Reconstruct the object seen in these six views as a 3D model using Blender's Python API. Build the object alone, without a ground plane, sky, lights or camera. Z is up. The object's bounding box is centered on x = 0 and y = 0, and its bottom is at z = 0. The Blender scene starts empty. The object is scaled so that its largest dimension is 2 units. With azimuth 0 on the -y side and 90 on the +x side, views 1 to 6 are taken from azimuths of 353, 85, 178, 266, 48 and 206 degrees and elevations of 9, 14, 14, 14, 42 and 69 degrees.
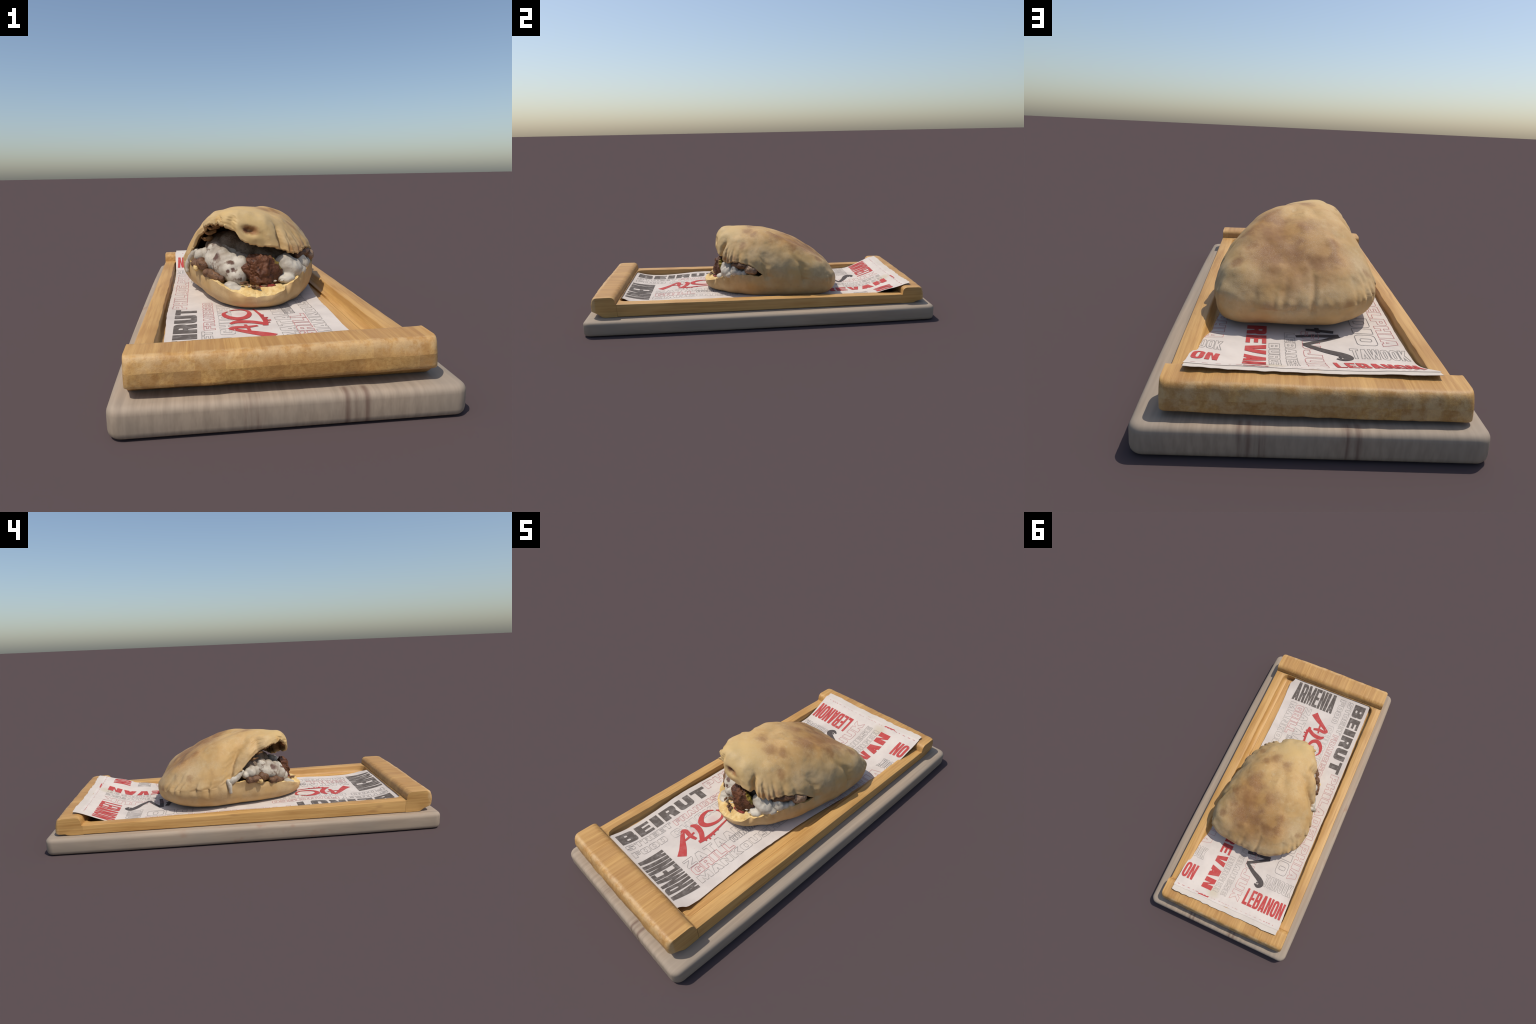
import bpy, bmesh, math, random
import numpy as np
from mathutils import Vector, noise
from mathutils.geometry import tessellate_polygon

random.seed(7)
SC = bpy.context.scene


# ------------------------------------------------------------------ helpers
def sstep(a, b, x):
    if a == b:
        return float(x > a)
    t = max(0.0, min(1.0, (x - a) / (b - a)))
    return t * t * (3 - 2 * t)


def lerp(a, b, t):
    return a + (b - a) * t


def table(pts, x):
    """piecewise smooth interpolation of a short list of (x, value)"""
    if x <= pts[0][0]:
        return pts[0][1]
    for i in range(len(pts) - 1):
        (x0, v0), (x1, v1) = pts[i], pts[i + 1]
        if x <= x1:
            vm = pts[i - 1] if i > 0 else (2 * x0 - x1, v0)
            vp = pts[i + 2] if i + 2 < len(pts) else (2 * x1 - x0, v1)
            m0 = (v1 - vm[1]) / (x1 - vm[0]) * (x1 - x0)
            m1 = (vp[1] - v0) / (vp[0] - x0) * (x1 - x0)
            t = (x - x0) / (x1 - x0)
            return ((2 * t**3 - 3 * t**2 + 1) * v0 + (t**3 - 2 * t**2 + t) * m0
                    + (-2 * t**3 + 3 * t**2) * v1 + (t**3 - t**2) * m1)
    return pts[-1][1]


def n3(x, y, z, s, off=0.0):
    return noise.noise(Vector((x * s + off, y * s - off * 1.7, z * s + off * .6)))


def put(name, verts, faces, mat, parent, smooth=True, angle=None):
    me = bpy.data.meshes.new(name)
    me.from_pydata([tuple(v) for v in verts], [], faces)
    me.validate()
    me.materials.append(mat)
    ob = bpy.data.objects.new(name, me)
    SC.collection.objects.link(ob)
    if parent is not None:
        ob.parent = parent
    for p in me.polygons:
        p.use_smooth = smooth
    if angle is not None:
        bm = bmesh.new()
        bm.from_mesh(me)
        bmesh.ops.recalc_face_normals(bm, faces=bm.faces)
        for e in bm.edges:
            if len(e.link_faces) == 2 and e.calc_face_angle(0) > angle:
                e.smooth = False
        bm.to_mesh(me)
        bm.free()
    return ob


def thing(name, loc, label, category):
    ob = bpy.data.objects.new(name, None)
    ob.empty_display_size = .1
    SC.collection.objects.link(ob)
    ob["label"] = label
    ob["category"] = category
    return ob


def grid_faces(nr, nc, wrap=False, base=0, flip=False):
    f = []
    for i in range(nr - 1):
        for j in range(nc if wrap else nc - 1):
            a, b = base + i * nc + j, base + i * nc + (j + 1) % nc
            c, d = b + nc, a + nc
            f.append((a, d, c, b) if flip else (a, b, c, d))
    return f


# ------------------------------------------------------------------ material kit
class Kit:
    def __init__(self, name, rough=.6, spec=.3):
        self.m = bpy.data.materials.new(name)
        self.m.use_nodes = True
        self.t = self.m.node_tree
        self.b = self.t.nodes["Principled BSDF"]
        self.b.inputs["Roughness"].default_value = rough
        self.b.inputs["Specular IOR Level"].default_value = spec
        self.co = self.n("ShaderNodeTexCoord").outputs["Object"]

    def n(self, kind, **kw):
        nd = self.t.nodes.new(kind)
        for k, v in kw.items():
            setattr(nd, k, v)
        return nd

    def link(self, a, b):
        self.t.links.new(a, b)

    def setin(self, sock, v):
        if isinstance(v, bpy.types.NodeSocket):
            self.link(v, sock)
        elif isinstance(v, (tuple, list)) and len(v) == 3 and sock.type == 'RGBA':
            sock.default_value = (*v, 1)
        else:
            sock.default_value = v

    def scaled(self, s, loc=(0, 0, 0), src=None):
        mp = self.n("ShaderNodeMapping")
        mp.inputs["Scale"].default_value = s
        mp.inputs["Location"].default_value = loc
        self.link(src or self.co, mp.inputs["Vector"])
        return mp.outputs[0]

    def noise(self, scale, detail=4, rough=.55, vec=None, dist=0.0):
        nd = self.n("ShaderNodeTexNoise")
        nd.inputs["Scale"].default_value = scale
        nd.inputs["Detail"].default_value = detail
        nd.inputs["Roughness"].default_value = rough
        nd.inputs["Distortion"].default_value = dist
        self.link(vec or self.co, nd.inputs["Vector"])
        return nd.outputs["Fac"]

    def ramp(self, fac, a, b, lo=0.0, hi=1.0):
        nd = self.n("ShaderNodeMapRange", interpolation_type='SMOOTHSTEP')
        self.setin(nd.inputs["Value"], fac)
        nd.inputs["From Min"].default_value = a
        nd.inputs["From Max"].default_value = b
        nd.inputs["To Min"].default_value = lo
        nd.inputs["To Max"].default_value = hi
        return nd.outputs[0]

    def math(self, op, a, b=0.0):
        nd = self.n("ShaderNodeMath", operation=op)
        self.setin(nd.inputs[0], a)
        self.setin(nd.inputs[1], b)
        return nd.outputs[0]

    def mix(self, fac, a, b, mode='MIX'):
        nd = self.n("ShaderNodeMix", data_type='RGBA', blend_type=mode)
        self.setin(nd.inputs[0], fac)
        self.setin(nd.inputs[6], a)
        self.setin(nd.inputs[7], b)
        return nd.outputs[2]

    def near(self, p, r0, r1, wobble=None, src=None):
        """1 inside radius r0 of p, 0 outside r1"""
        nd = self.n("ShaderNodeVectorMath", operation='DISTANCE')
        self.link(src or self.co, nd.inputs[0])
        nd.inputs[1].default_value = p
        d = nd.outputs["Value"]
        if wobble is not None:
            d = self.math('ADD', d, wobble)
        return self.ramp(d, r0, r1, 1.0, 0.0)

    def axes(self):
        nd = self.n("ShaderNodeSeparateXYZ")
        self.link(self.co, nd.inputs[0])
        return nd.outputs

    def band(self, v, a, b, soft):
        return self.math('MULTIPLY', self.ramp(v, a - soft, a + soft), self.ramp(v, b - soft, b + soft, 1, 0))

    def bump(self, h, strength=.3, dist=.002):
        nd = self.n("ShaderNodeBump")
        nd.inputs["Strength"].default_value = strength
        nd.inputs["Distance"].default_value = dist
        self.link(h, nd.inputs["Height"])
        self.link(nd.outputs[0], self.b.inputs["Normal"])

    def done(self, col):
        self.setin(self.b.inputs["Base Color"], col)
        return self.m


def flat_ink(name, rgb, fade=.25):
    k = Kit(name, .75, .15)
    pale = tuple(c + (p - c) * fade for c, p in zip(rgb, (.62, .55, .49)))
    c = k.mix(k.ramp(k.noise(45, 4), .42, .75), rgb, pale)
    return k.done(c)


def bamboo(name, lam_axis, seed, dark=0.0):
    """glued bamboo strips: grain along y, strips side by side along x"""
    k = Kit(name, .5, .35)
    ax = k.axes()
    grain = k.noise(1, 6, .6, k.scaled((75, 2.2, 75), (seed, 0, 0)), .15)
    fine = k.noise(1, 4, .7, k.scaled((330, 9, 330), (0, seed, 0)))
    cloud = k.noise(5.5, 3, .5, k.scaled((1, .5, 1), (seed * 2, 1, 0)))
    # strips: a cell number along x (and a second course above the glue line)
    warp = k.math('MULTIPLY', k.noise(3.1, 2, .5, k.scaled((1, 0, 0), (seed, 0, 0))), 6.0)
    cell = k.math('FLOOR', k.math('ADD', k.math('MULTIPLY', ax[0], 24.0), warp))
    if lam_axis == 'xz':
        course = k.math('GREATER_THAN', k.math('ADD', ax[2], k.math('MULTIPLY', ax[1], .006)), .1535)
        cell = k.math('ADD', k.math('FLOOR', k.math('ADD', k.math('ADD', k.math('MULTIPLY', ax[0], 20.0), k.math('MULTIPLY', warp, 1.4)), k.math('MULTIPLY', course, .45))),
                      k.math('MULTIPLY', course, 40.0))
    wn = k.n("ShaderNodeTexWhiteNoise", noise_dimensions='1D')
    k.link(k.math('ADD', cell, seed), wn.inputs["W"])
    strip = wn.outputs["Value"]
    c = k.mix(k.ramp(grain, .34, .66), (.58, .328, .104), (.42, .205, .054))
    c = k.mix(k.ramp(fine, .5, .75, 0, .5), c, (.31, .145, .042))
    c = k.mix(k.ramp(cloud, .35, .7, 0, .5), c, (.63, .37, .13))
    if lam_axis != 'none':
        amt = .45 if lam_axis == 'x' else .6
        edge = k.math('MULTIPLY', k.ramp(ax[0], -.415, -.395), k.ramp(ax[0], .368, .386, 1, 0))
        c = k.mix(k.math('MULTIPLY', k.ramp(strip, 0, 1, 0, amt), edge), c, (.36, .175, .055))
    if lam_axis != 'none':      # rubbed, paler outer edges of the end bars
        worn = k.math('MULTIPLY', k.band(k.math('ABSOLUTE', ax[1]), .936, .962, .006), k.ramp(k.noise(24, 5, .7), .38, .62))
        c = k.mix(k.math('MULTIPLY', worn, .5), c, (.66, .46, .24))
    knots = k.math('MULTIPLY', k.ramp(k.noise(1, 2, .5, k.scaled((16, 4, 16), (seed, 3, 1))), .70, .8), .6)
    c = k.mix(knots, c, (.25, .11, .035))
    if dark:
        c = k.mix(dark, c, (.32, .15, .045))
    k.bump(k.math('ADD', grain, k.math('MULTIPLY', fine, .8)), .4, .002)
    return k.done(c)


# ------------------------------------------------------------------ materials
def make_board_material():
    k = Kit("weathered_grey_board", .7, .2)
    ax = k.axes()
    g = k.noise(1, 5, .6, k.scaled((62, 2.0, 14)))
    c = k.mix(k.ramp(g, .3, .72), (.415, .318, .228), (.315, .240, .172))
    cloud = k.noise(3.0, 3, .5)
    c = k.mix(k.ramp(cloud, .4, .7, 0, .5), c, (.33, .275, .215))
    # reddish stained stripes that run across the plank ends
    end = k.math('MAXIMUM', k.ramp(ax[1], .945, .965), k.ramp(ax[1], -.965, -.945, 1, 0))
    s = None
    for x0, w in ((.183, .006), (.158, .005), (.133, .006), (-.087, .008), (-.117, .006), (.120, .004)):
        b = k.band(ax[0], x0 - w, x0 + w, .009)
        s = b if s is None else k.math('MAXIMUM', s, b)
    streak = k.ramp(k.noise(1, 3, .6, k.scaled((40, 3, 3))), .35, .6)
    s = k.math('MULTIPLY', k.math('MULTIPLY', s, end), streak)
    c = k.mix(k.math('MULTIPLY', s, .72), c, (.12, .055, .04))
    # faint rusty smears on the long side
    sm = k.math('MULTIPLY', k.ramp(k.noise(13, 3, .6, k.scaled((1, .6, 1))), .55, .72),
                k.math('MULTIPLY', k.band(ax[1], -.35, .35, .15), k.ramp(ax[0], -.449, -.444, 1, 0)))
    c = k.mix(k.math('MULTIPLY', sm, .65), c, (.34, .18, .11))
    k.bump(g, .15, .001)
    return k.done(c)


def make_paper_material(name, tint=0.0):
    k = Kit(name, .8, .1)
    c = k.mix(k.ramp(k.noise(9, 4), .35, .7), (.655, .575, .50), (.585, .51, .445))
    c = k.mix(k.ramp(k.noise(60, 3), .5, .8, 0, .25), c, (.52, .46, .41))
    ax = k.axes()
    if tint:
        c = k.mix(tint, c, (.56, .49, .39))
    # grease marks near the back fold and the red smudge beside the logo
    wob = k.math('MULTIPLY', k.noise(30, 3), .03)
    grease = k.near((.10, .80, .16), .02, .075, wob)
    c = k.mix(k.math('MULTIPLY', grease, .55), c, (.50, .42, .27))
    for p, r in (((.009, -.549, .117), .012), ((-.085, -.47, .117), .05), ((-.07, -.37, .117), .05)):
        c = k.mix(k.math('MULTIPLY', k.near(p, r * .4, r, k.math('MULTIPLY', k.noise(60, 3), .012)), .30), c, (.55, .27, .25))
    k.bump(k.noise(35, 4), .12, .001)
    m = k.done(c)
    return m


def make_bread_material(name, toast=1.0, pale=0.0):
    k = Kit(name, .62, .25)
    big = k.noise(5, 4, .55)
    c = k.mix(k.ramp(big, .32, .68), (.59, .368, .142), (.49, .288, .108))
    c = k.mix(k.ramp(k.noise(14, 4, .6), .45, .75, 0, .55), c, (.57, .39, .175))
    c = k.mix(k.ramp(k.noise(33, 5, .65), .54, .72, 0, .45), c, (.40, .225, .085))
    c = k.mix(k.ramp(k.noise(26, 4, .6, k.scaled((1, 1, 1), (4, 7, 2))), .55, .74, 0, .4), c, (.60, .45, .25))
    # paler, yellower dough toward the open front
    c = k.mix(k.math('MULTIPLY', k.near((-.05, -.25, .45), .05, .28, None), .75), c, k.mix(k.noise(12, 3), (.64, .44, .175), (.56, .39, .165)))
    wob = k.math('MULTIPLY', k.math('SUBTRACT', k.noise(17, 5, .65), .5), .11)
    # mottled grey-cream tone round the flanks and edge of the pocket
    rimmask = k.ramp(k.math('SUBTRACT', 1.0, k.near((-.01, .06, .16), .17, .36, k.math('MULTIPLY', wob, 1.3), k.scaled((1.25, 1, .35)))), .15, .9)
    c = k.mix(k.math('MULTIPLY', rimmask, k.ramp(k.noise(6.5, 4, .6), .3, .62, .05, .5)), c, k.mix(k.ramp(k.noise(19, 4, .6), .4, .65), (.52, .39, .225), (.40, .285, .155)))
    if toast:
        spread = None
        plan2 = k.scaled((1, 1, .5))
        for p, r in (((.05, .30, .42), .24), ((.12, .16, .46), .14), ((-.08, .33, .38), .14)):
            d = k.near((p[0], p[1], p[2] * .5), r * .3, r, k.math('MULTIPLY', wob, 1.1), plan2)
            spread = d if spread is None else k.math('MAXIMUM', spread, d)
        c = k.mix(k.math('MULTIPLY', spread, .85 * toast), c, k.mix(k.ramp(k.noise(11, 4, .6), .38, .62), (.455, .235, .072), (.31, .15, .055)))
        spots = None
        plan = k.scaled((1, 1, .22))
        for p, r in (((.123, .119, .47), .045), ((.055, -.062, .5), .034), ((.102, -.019, .49), .02), ((-.034, -.036, .5), .026),
                     ((.196, .202, .43), .030), ((.104, .226, .455), .046), ((.007, .27, .44), .022), ((.124, .316, .42), .055),
                     ((-.127, .336, .37), .022), ((-.116, .256, .41), .022), ((-.248, .287, .33), .018), ((-.013, .195, .46), .028),
                     ((.028, .331, .41), .05), ((-.034, .337, .40), .04), ((.17, .28, .40), .03), ((.24, .35, .33), .022), ((.16, -.10, .43), .02)):
            d = k.near((p[0], p[1], p[2] * .22), r * .05, r * 1.7, k.math('MULTIPLY', wob, .85), plan)
            spots = d if spots is None else k.math('MAXIMUM', spots, d)
        c = k.mix(k.math('MULTIPLY', spots, .58 * toast), c, (.22, .09, .032))
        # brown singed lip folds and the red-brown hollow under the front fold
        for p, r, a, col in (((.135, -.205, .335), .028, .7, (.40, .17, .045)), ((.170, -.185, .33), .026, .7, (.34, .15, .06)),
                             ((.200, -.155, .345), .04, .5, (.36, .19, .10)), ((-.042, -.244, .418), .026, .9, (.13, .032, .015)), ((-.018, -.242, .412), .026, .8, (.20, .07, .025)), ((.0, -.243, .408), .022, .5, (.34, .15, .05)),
                             ((-.155, -.20, .462), .03, .5, (.50, .27, .07)), ((.11, .468, .20), .04, .6, (.42, .22, .09)),
                             ((-.17, .45, .22), .035, .5, (.42, .20, .07))):
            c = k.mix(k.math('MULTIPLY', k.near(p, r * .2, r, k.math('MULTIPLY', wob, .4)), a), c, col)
    # flour dust: fine pale grain over the back and the crown
    dust = k.math('MULTIPLY', k.ramp(k.noise(300, 4, .75), .46, .7), k.ramp(k.noise(7, 3), .40, .62))
    c = k.mix(k.math('MULTIPLY', dust, .36), c, (.64, .50, .37))
    if pale:
        c = k.mix(pale, c, (.60, .41, .19))
    k.bump(k.math('ADD', k.math('MULTIPLY', k.noise(60, 4, .6), 1.0), k.math('MULTIPLY', k.noise(300, 2), .3)), .28, .003)
    return k.done(c)


def make_crumb_material():
    k = Kit("bread_crumb", .8, .15)
    c = k.mix(k.ramp(k.noise(22, 5, .65), .35, .68), (.74, .54, .25), (.60, .37, .12))
    c = k.mix(k.ramp(k.noise(70, 4, .6), .55, .75, 0, .8), c, (.45, .24, .06))
    k.bump(k.noise(90, 4), .6, .005)
    return k.done(c)


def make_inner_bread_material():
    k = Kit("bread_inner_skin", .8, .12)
    c = k.mix(k.ramp(k.noise(25, 5, .6, k.scaled((1, 1, 2.5))), .35, .7), (.42, .25, .115), (.24, .12, .05))  # base brown lightened to offset the shadow inside the pocket
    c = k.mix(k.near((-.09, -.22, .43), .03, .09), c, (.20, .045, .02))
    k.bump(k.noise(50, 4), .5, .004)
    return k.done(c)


def make_sauce_material(name, spotty):
    k = Kit(name, .5, .35)
    k.b.inputs["Subsurface Weight"].default_value = .15
    k.b.inputs["Subsurface Radius"].default_value = (.02, .015, .01)
    k.b.inputs["Subsurface Scale"].default_value = .3
    c = k.mix(k.ramp(k.noise(20, 3), .35, .7), (.56, .495, .395), (.40, .34, .26))
    if spotty:
        c = k.mix(k.ramp(k.noise(34, 4, .6), .53, .64, 0, .9), c, (.16, .095, .06))
        c = k.mix(k.ramp(k.noise(11, 3, .55), .46, .68, 0, .75), c, (.29, .225, .165))
        for p, r in (((-.155, -.165, .305), .022), ((-.10, -.215, .285), .017), ((-.095, -.235, .262), .012), ((-.112, -.235, .26), .010)):
            c = k.mix(k.near(p, r * .5, r, k.math('MULTIPLY', k.math('SUBTRACT', k.noise(60, 3), .5), .02)), c, (.12, .06, .04))
    k.bump(k.noise(55, 5, .65), .45, .006)
    return k.done(c)


def make_meat_material(name, a, b, dark):
    k = Kit(name, .5, .35)
    c = k.mix(k.ramp(k.noise(28, 5, .65), .35, .66), a, b)
    c = k.mix(k.ramp(k.noise(75, 5, .65), .52, .7), c, dark)
    c = k.mix(k.ramp(k.noise(110, 3, .6), .66, .78, 0, .55), c, (.42, .27, .17))
    k.bump(k.noise(60, 5, .65), .8, .008)
    return k


# ================================================================== 1 BOARD under the tray
def build_board(mat):
    hx, hy, R = .470, 1.0, .040
    prof = [(.020, 0.0), (.012, .001), (.006, .004), (.002, .010), (.0, .020), (.0, .062), (.001, .069), (.004, .075),
            (.009, .0795), (.016, .0822), (.026, .083)]
    rings = []
    for ins, z in prof:
        ring = []
        r = R - ins * .8
        cx, cy = hx - ins - r, hy - ins - r
        for qx, qy, a0 in ((1, -1, -90), (1, 1, 0), (-1, 1, 90), (-1, -1, 180)):
            arcp = [(qx * cx + r * math.cos(math.radians(a0 + 9 * i)), qy * cy + r * math.sin(math.radians(a0 + 9 * i))) for i in range(11)]
            nxt = {(1, -1): (1, 1), (1, 1): (-1, 1), (-1, 1): (-1, -1), (-1, -1): (1, -1)}[(qx, qy)]
            end = (nxt[0] * cx + (r if qx == nxt[0] == 1 else -r if qx == nxt[0] == -1 else 0), nxt[1] * cy + (r if qy == nxt[1] == 1 else -r if qy == nxt[1] == -1 else 0))
            arcp += [(lerp(arcp[-1][0], end[0], i / 16), lerp(arcp[-1][1], end[1], i / 16)) for i in range(1, 16)]
            for x, y in arcp:
                # the long sides bow out very slightly
                ring.append((x * (1 - .022 * abs(y) ** 3), y, z))
        rings.append(ring)
    n = len(rings[0])
    v = [p for r in rings for p in r]
    f = grid_faces(len(rings), n, True)
    f.append(tuple(reversed(range(n))))
    f.append(tuple(range((len(rings) - 1) * n, len(rings) * n)))
    ob = put("serving_board", v, f, mat, None, True, math.radians(40))
    ob["label"] = "thick weathered grey wooden board with rounded edges"
    ob["category"] = "board"
    return ob


# ================================================================== 2 TRAY
XL, XR = -.420, .391          # outer long sides
IL, IR = -.361, .329          # inner walls of the pocket
TB = .0855                    # underside
TILT = .0105                  # the tray leans a little to its left side


def tray_lower(y):
    """the tray is slightly thinner toward the back end"""
    return -.0102 * (1 + y / .85)


def tray_z(y, z, x=0.0):
    return z + (tray_lower(y) + TILT * x) * sstep(TB, .125, z)


def tray_noise(p, amp=.0016):
    x, y, z = p
    return (x + amp * n3(x, y, z, 9, 3), y + amp * n3(x, y, z, 9, 11), z + (amp * n3(x, y, z, 9, 23) if z > .09 else 0))


def resample(poly, step):
    out = []
    for i in range(len(poly)):
        a, b = Vector(poly[i]), Vector(poly[(i + 1) % len(poly)])
        m = max(1, int((b - a).length / step))
        for j in range(m):
            out.append(tuple(a.lerp(b, j / m)))
    return out


def end_piece(name, prof, sgn, mat, parent, rough):
    """profile in (distance outward from the tray middle, z), swept across x, outer corners rounded in plan"""
    prof = resample(prof, .008)
    y_in = min(p[0] for p in prof)
    y_out = max(p[0] for p in prof)
    r = .020
    xs = [XL + r * (1 - math.cos(math.radians(a))) for a in (0, 15, 30, 45, 60, 75, 90)]
    m = 44
    xs += [lerp(XL + r, XR - r, i / m) for i in range(1, m)]
    xs += [XR - r * (1 - math.cos(math.radians(a))) for a in (90, 75, 60, 45, 30, 15, 0)]
    v = []
    for x in xs:
        e = min(x - XL, XR - x)
        cut = 0 if e >= r else r - math.sqrt(max(0, r * r - (r - e) ** 2))
        for y, z in prof:
            k = (y - y_in) / (y_out - y_in)
            bow = (.005 if sgn < 0 else .004) * max(0.0, 1 - ((x + .015) / .40) ** 2)
            yy = y - cut * k * .8 + bow * k
            ys = sgn * yy
            zz = tray_z(ys, z, x)
            # hand-cut unevenness of the end faces
            w = rough * sstep(.5, 1, k)
            q = tray_noise((x, ys, zz), .0018)
            d = w * (n3(x, zz, 0, 26, sgn * 5) * .6 + n3(x, zz, 0, 70, sgn * 9) * .35)
            v.append((q[0], q[1] + sgn * d, q[2] + (w * .6 * n3(x, zz, 1, 18, sgn * 3) if z < .1 else 0)))
    n = len(prof)
    f = grid_faces(len(xs), n, True)
    f.append(tuple(reversed(range(n))))
    f.append(tuple(range((len(xs) - 1) * n, len(xs) * n)))
    return put(name, v, f, mat, parent, True, math.radians(38))


def arc(cx, cy, rx, ry, a0, a1, n=6):
    return [(cx + rx * math.cos(math.radians(lerp(a0, a1, i / n))), cy + ry * math.sin(math.radians(lerp(a0, a1, i / n)))) for i in range(n + 1)]


def build_tray(mats):
    root = thing("wooden_tray", (0, 0, TB), "long bamboo serving tray with raised end bars and sunken middle", "tray")
    for sgn in (-1, 1):
        o = .962 if sgn < 0 else .953
        lower = [(.818, TB), (.892, TB), (.904, TB + .0015), (.927, .103)] + arc(o - .014, .126, .014, .016, -40, 0, 4) + [(o, .1545), (.818, .1545)]
        end_piece("end_block", lower, sgn, mats['end'], root, .004)
        bar = [(.823, .1555)] + [(o + .001, .1555)] + arc(o - .026, .170, .027, .0265, 0, 90, 7) + \
              [(.862, .1965)] + arc(.846, .173, .027, .0235, 90, 180, 7)
        bar = [(.824, .1545), (o, .1545), (o - .001, .160), (o - .007, .180), (o - .011, .189), (o - .017, .1943), (o - .026, .1965),
               (.872, .1965)] + arc(.857, .173, .030, .0235, 90, 170, 7)
        end_piece("end_bar", bar, sgn, mats['bar'], root, .004)
    # long side rails: cross-section (x, z) swept along y between the end blocks
    for side in (1, -1):
        if side > 0:
            sec = [(.300, TB), (XR - .003, TB), (XR, TB + .003), (XR, .150), (XR - .0015, .1535), (XR - .005, .155), (IR + .006, .155), (IR + .002, .1535),
                   (IR, .150), (IR - .003, .130), (IR - .007, .122), (IR - .016, .1165), (.300, .113)]
        else:
            sec = [(-.330, .113), (IL + .012, .1165), (IL + .005, .122), (IL + .002, .130), (IL, .150), (IL - .002, .1535), (IL - .006, .155),
                   (XL + .005, .155), (XL + .0015, .1535), (XL, .150), (XL, TB + .003), (XL + .003, TB), (-.330, TB)]
        v = []
        ny = 120
        for j in range(ny + 1):
            y = lerp(-.818, .818, j / ny)
            # the pocket rounds off where the walls meet the end bars
            c = max(0.0, abs(y) - .775) / .043
            inset = .030 * (1 - math.sqrt(max(0, 1 - c * c)))
            for x, z in sec:
                inner = (side > 0 and x < IR + .007 and x > .301) or (side < 0 and x > IL - .007 and x < -.331)
                xx = x - side * inset * (1 if inner else 0)
                wav = .0035 * n3(0, y, side, 7, 2) + .002 * n3(0, y, side, 22, 8)
                if inner and z > .12:
                    xx += wav
                if side > 0 and .301 < x < IR + .001:
                    ramp = sstep(-.26, -.06, y) * (1 - sstep(.45, .6, y))
                    xx -= ramp * .016 * sstep(.152, .118, z)
                    z = lerp(z, max(z, .128), ramp * .7)
                zz = tray_z(y, z, x) + (.0012 * n3(x * .2, y, 0, 11, side * 4) if z > .14 else 0)
                v.append((xx, y, zz))
        n = len(sec)
        f = grid_faces(ny + 1, n, True)
        put("side_rail", v, f, mats['rail'], root, True, math.radians(38))
    # sunken floor plate
    v, nx, ny = [], 24, 60
    for j in range(ny + 1):
        y = lerp(-.817, .817, j / ny)
        for i in range(nx + 1):
            x = lerp(-.329, .299, i / nx)
            v.append((x, y, tray_z(y, .1128, x) - .0015 * (1 - abs(2 * i / nx - 1))))
    put("tray_floor", v, grid_faces(ny + 1, nx + 1), mats['floor'], root)
    return root


# ================================================================== 3 PAPER with print
BACKCURL = [(-.9, 0), (.55, 0), (.60, .0005), (.646, .003), (.68, .0085), (.73, .0240), (.785, .0445), (.83, .0625), (.86, .0720), (.90, .0790)]
FRONTCURL = [(-.84, .034), (-.815, .029), (-.77, .0155), (-.72, .006), (-.67, .0012), (-.62, 0), (.9, 0)]
PAPER_RIGHT = [(-.83, .243), (-.80, .247), (-.775, .263), (-.6, .256), (-.4, .252), (-.2, .257), (0, .27), (.3, .303), (.49, .323), (.63, .334), (.70, .343), (.84, .343), (.9, .343)]
PAPER_LEFT = [(-.83, -.338), (-.5, -.343), (-.2, -.348), (.3, -.346), (.5, -.347), (.66, -.352), (.87, -.361)]


def paper_z(x, y):
    z = .1162 + (.0055 + .004 * sstep(.05, -.3, x)) * math.exp(-((y + .38) / .13) ** 2) - .0075 * sstep(-.05, .62, y)
    z += table(BACKCURL, y) + table(FRONTCURL, y) + TILT * x
    z += .019 * sstep(.15, .33, x) * sstep(.44, .62, y) * (1 - sstep(.72, .84, y) * .75)
    z += .006 * sstep(-.31, -.345, x) * sstep(.45, .0, abs(y + .35))
    z += .007 * sstep(-.05, -.34, x) * sstep(.62, .85, y)
    z += .0016 * n3(x, y, 0, 7, 5) + .0009 * n3(x, y, 0, 19, 2)
    z += .0022 * n3(x, y, 0, 11, 9) * sstep(.74, .86, y)
    return z


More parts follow.
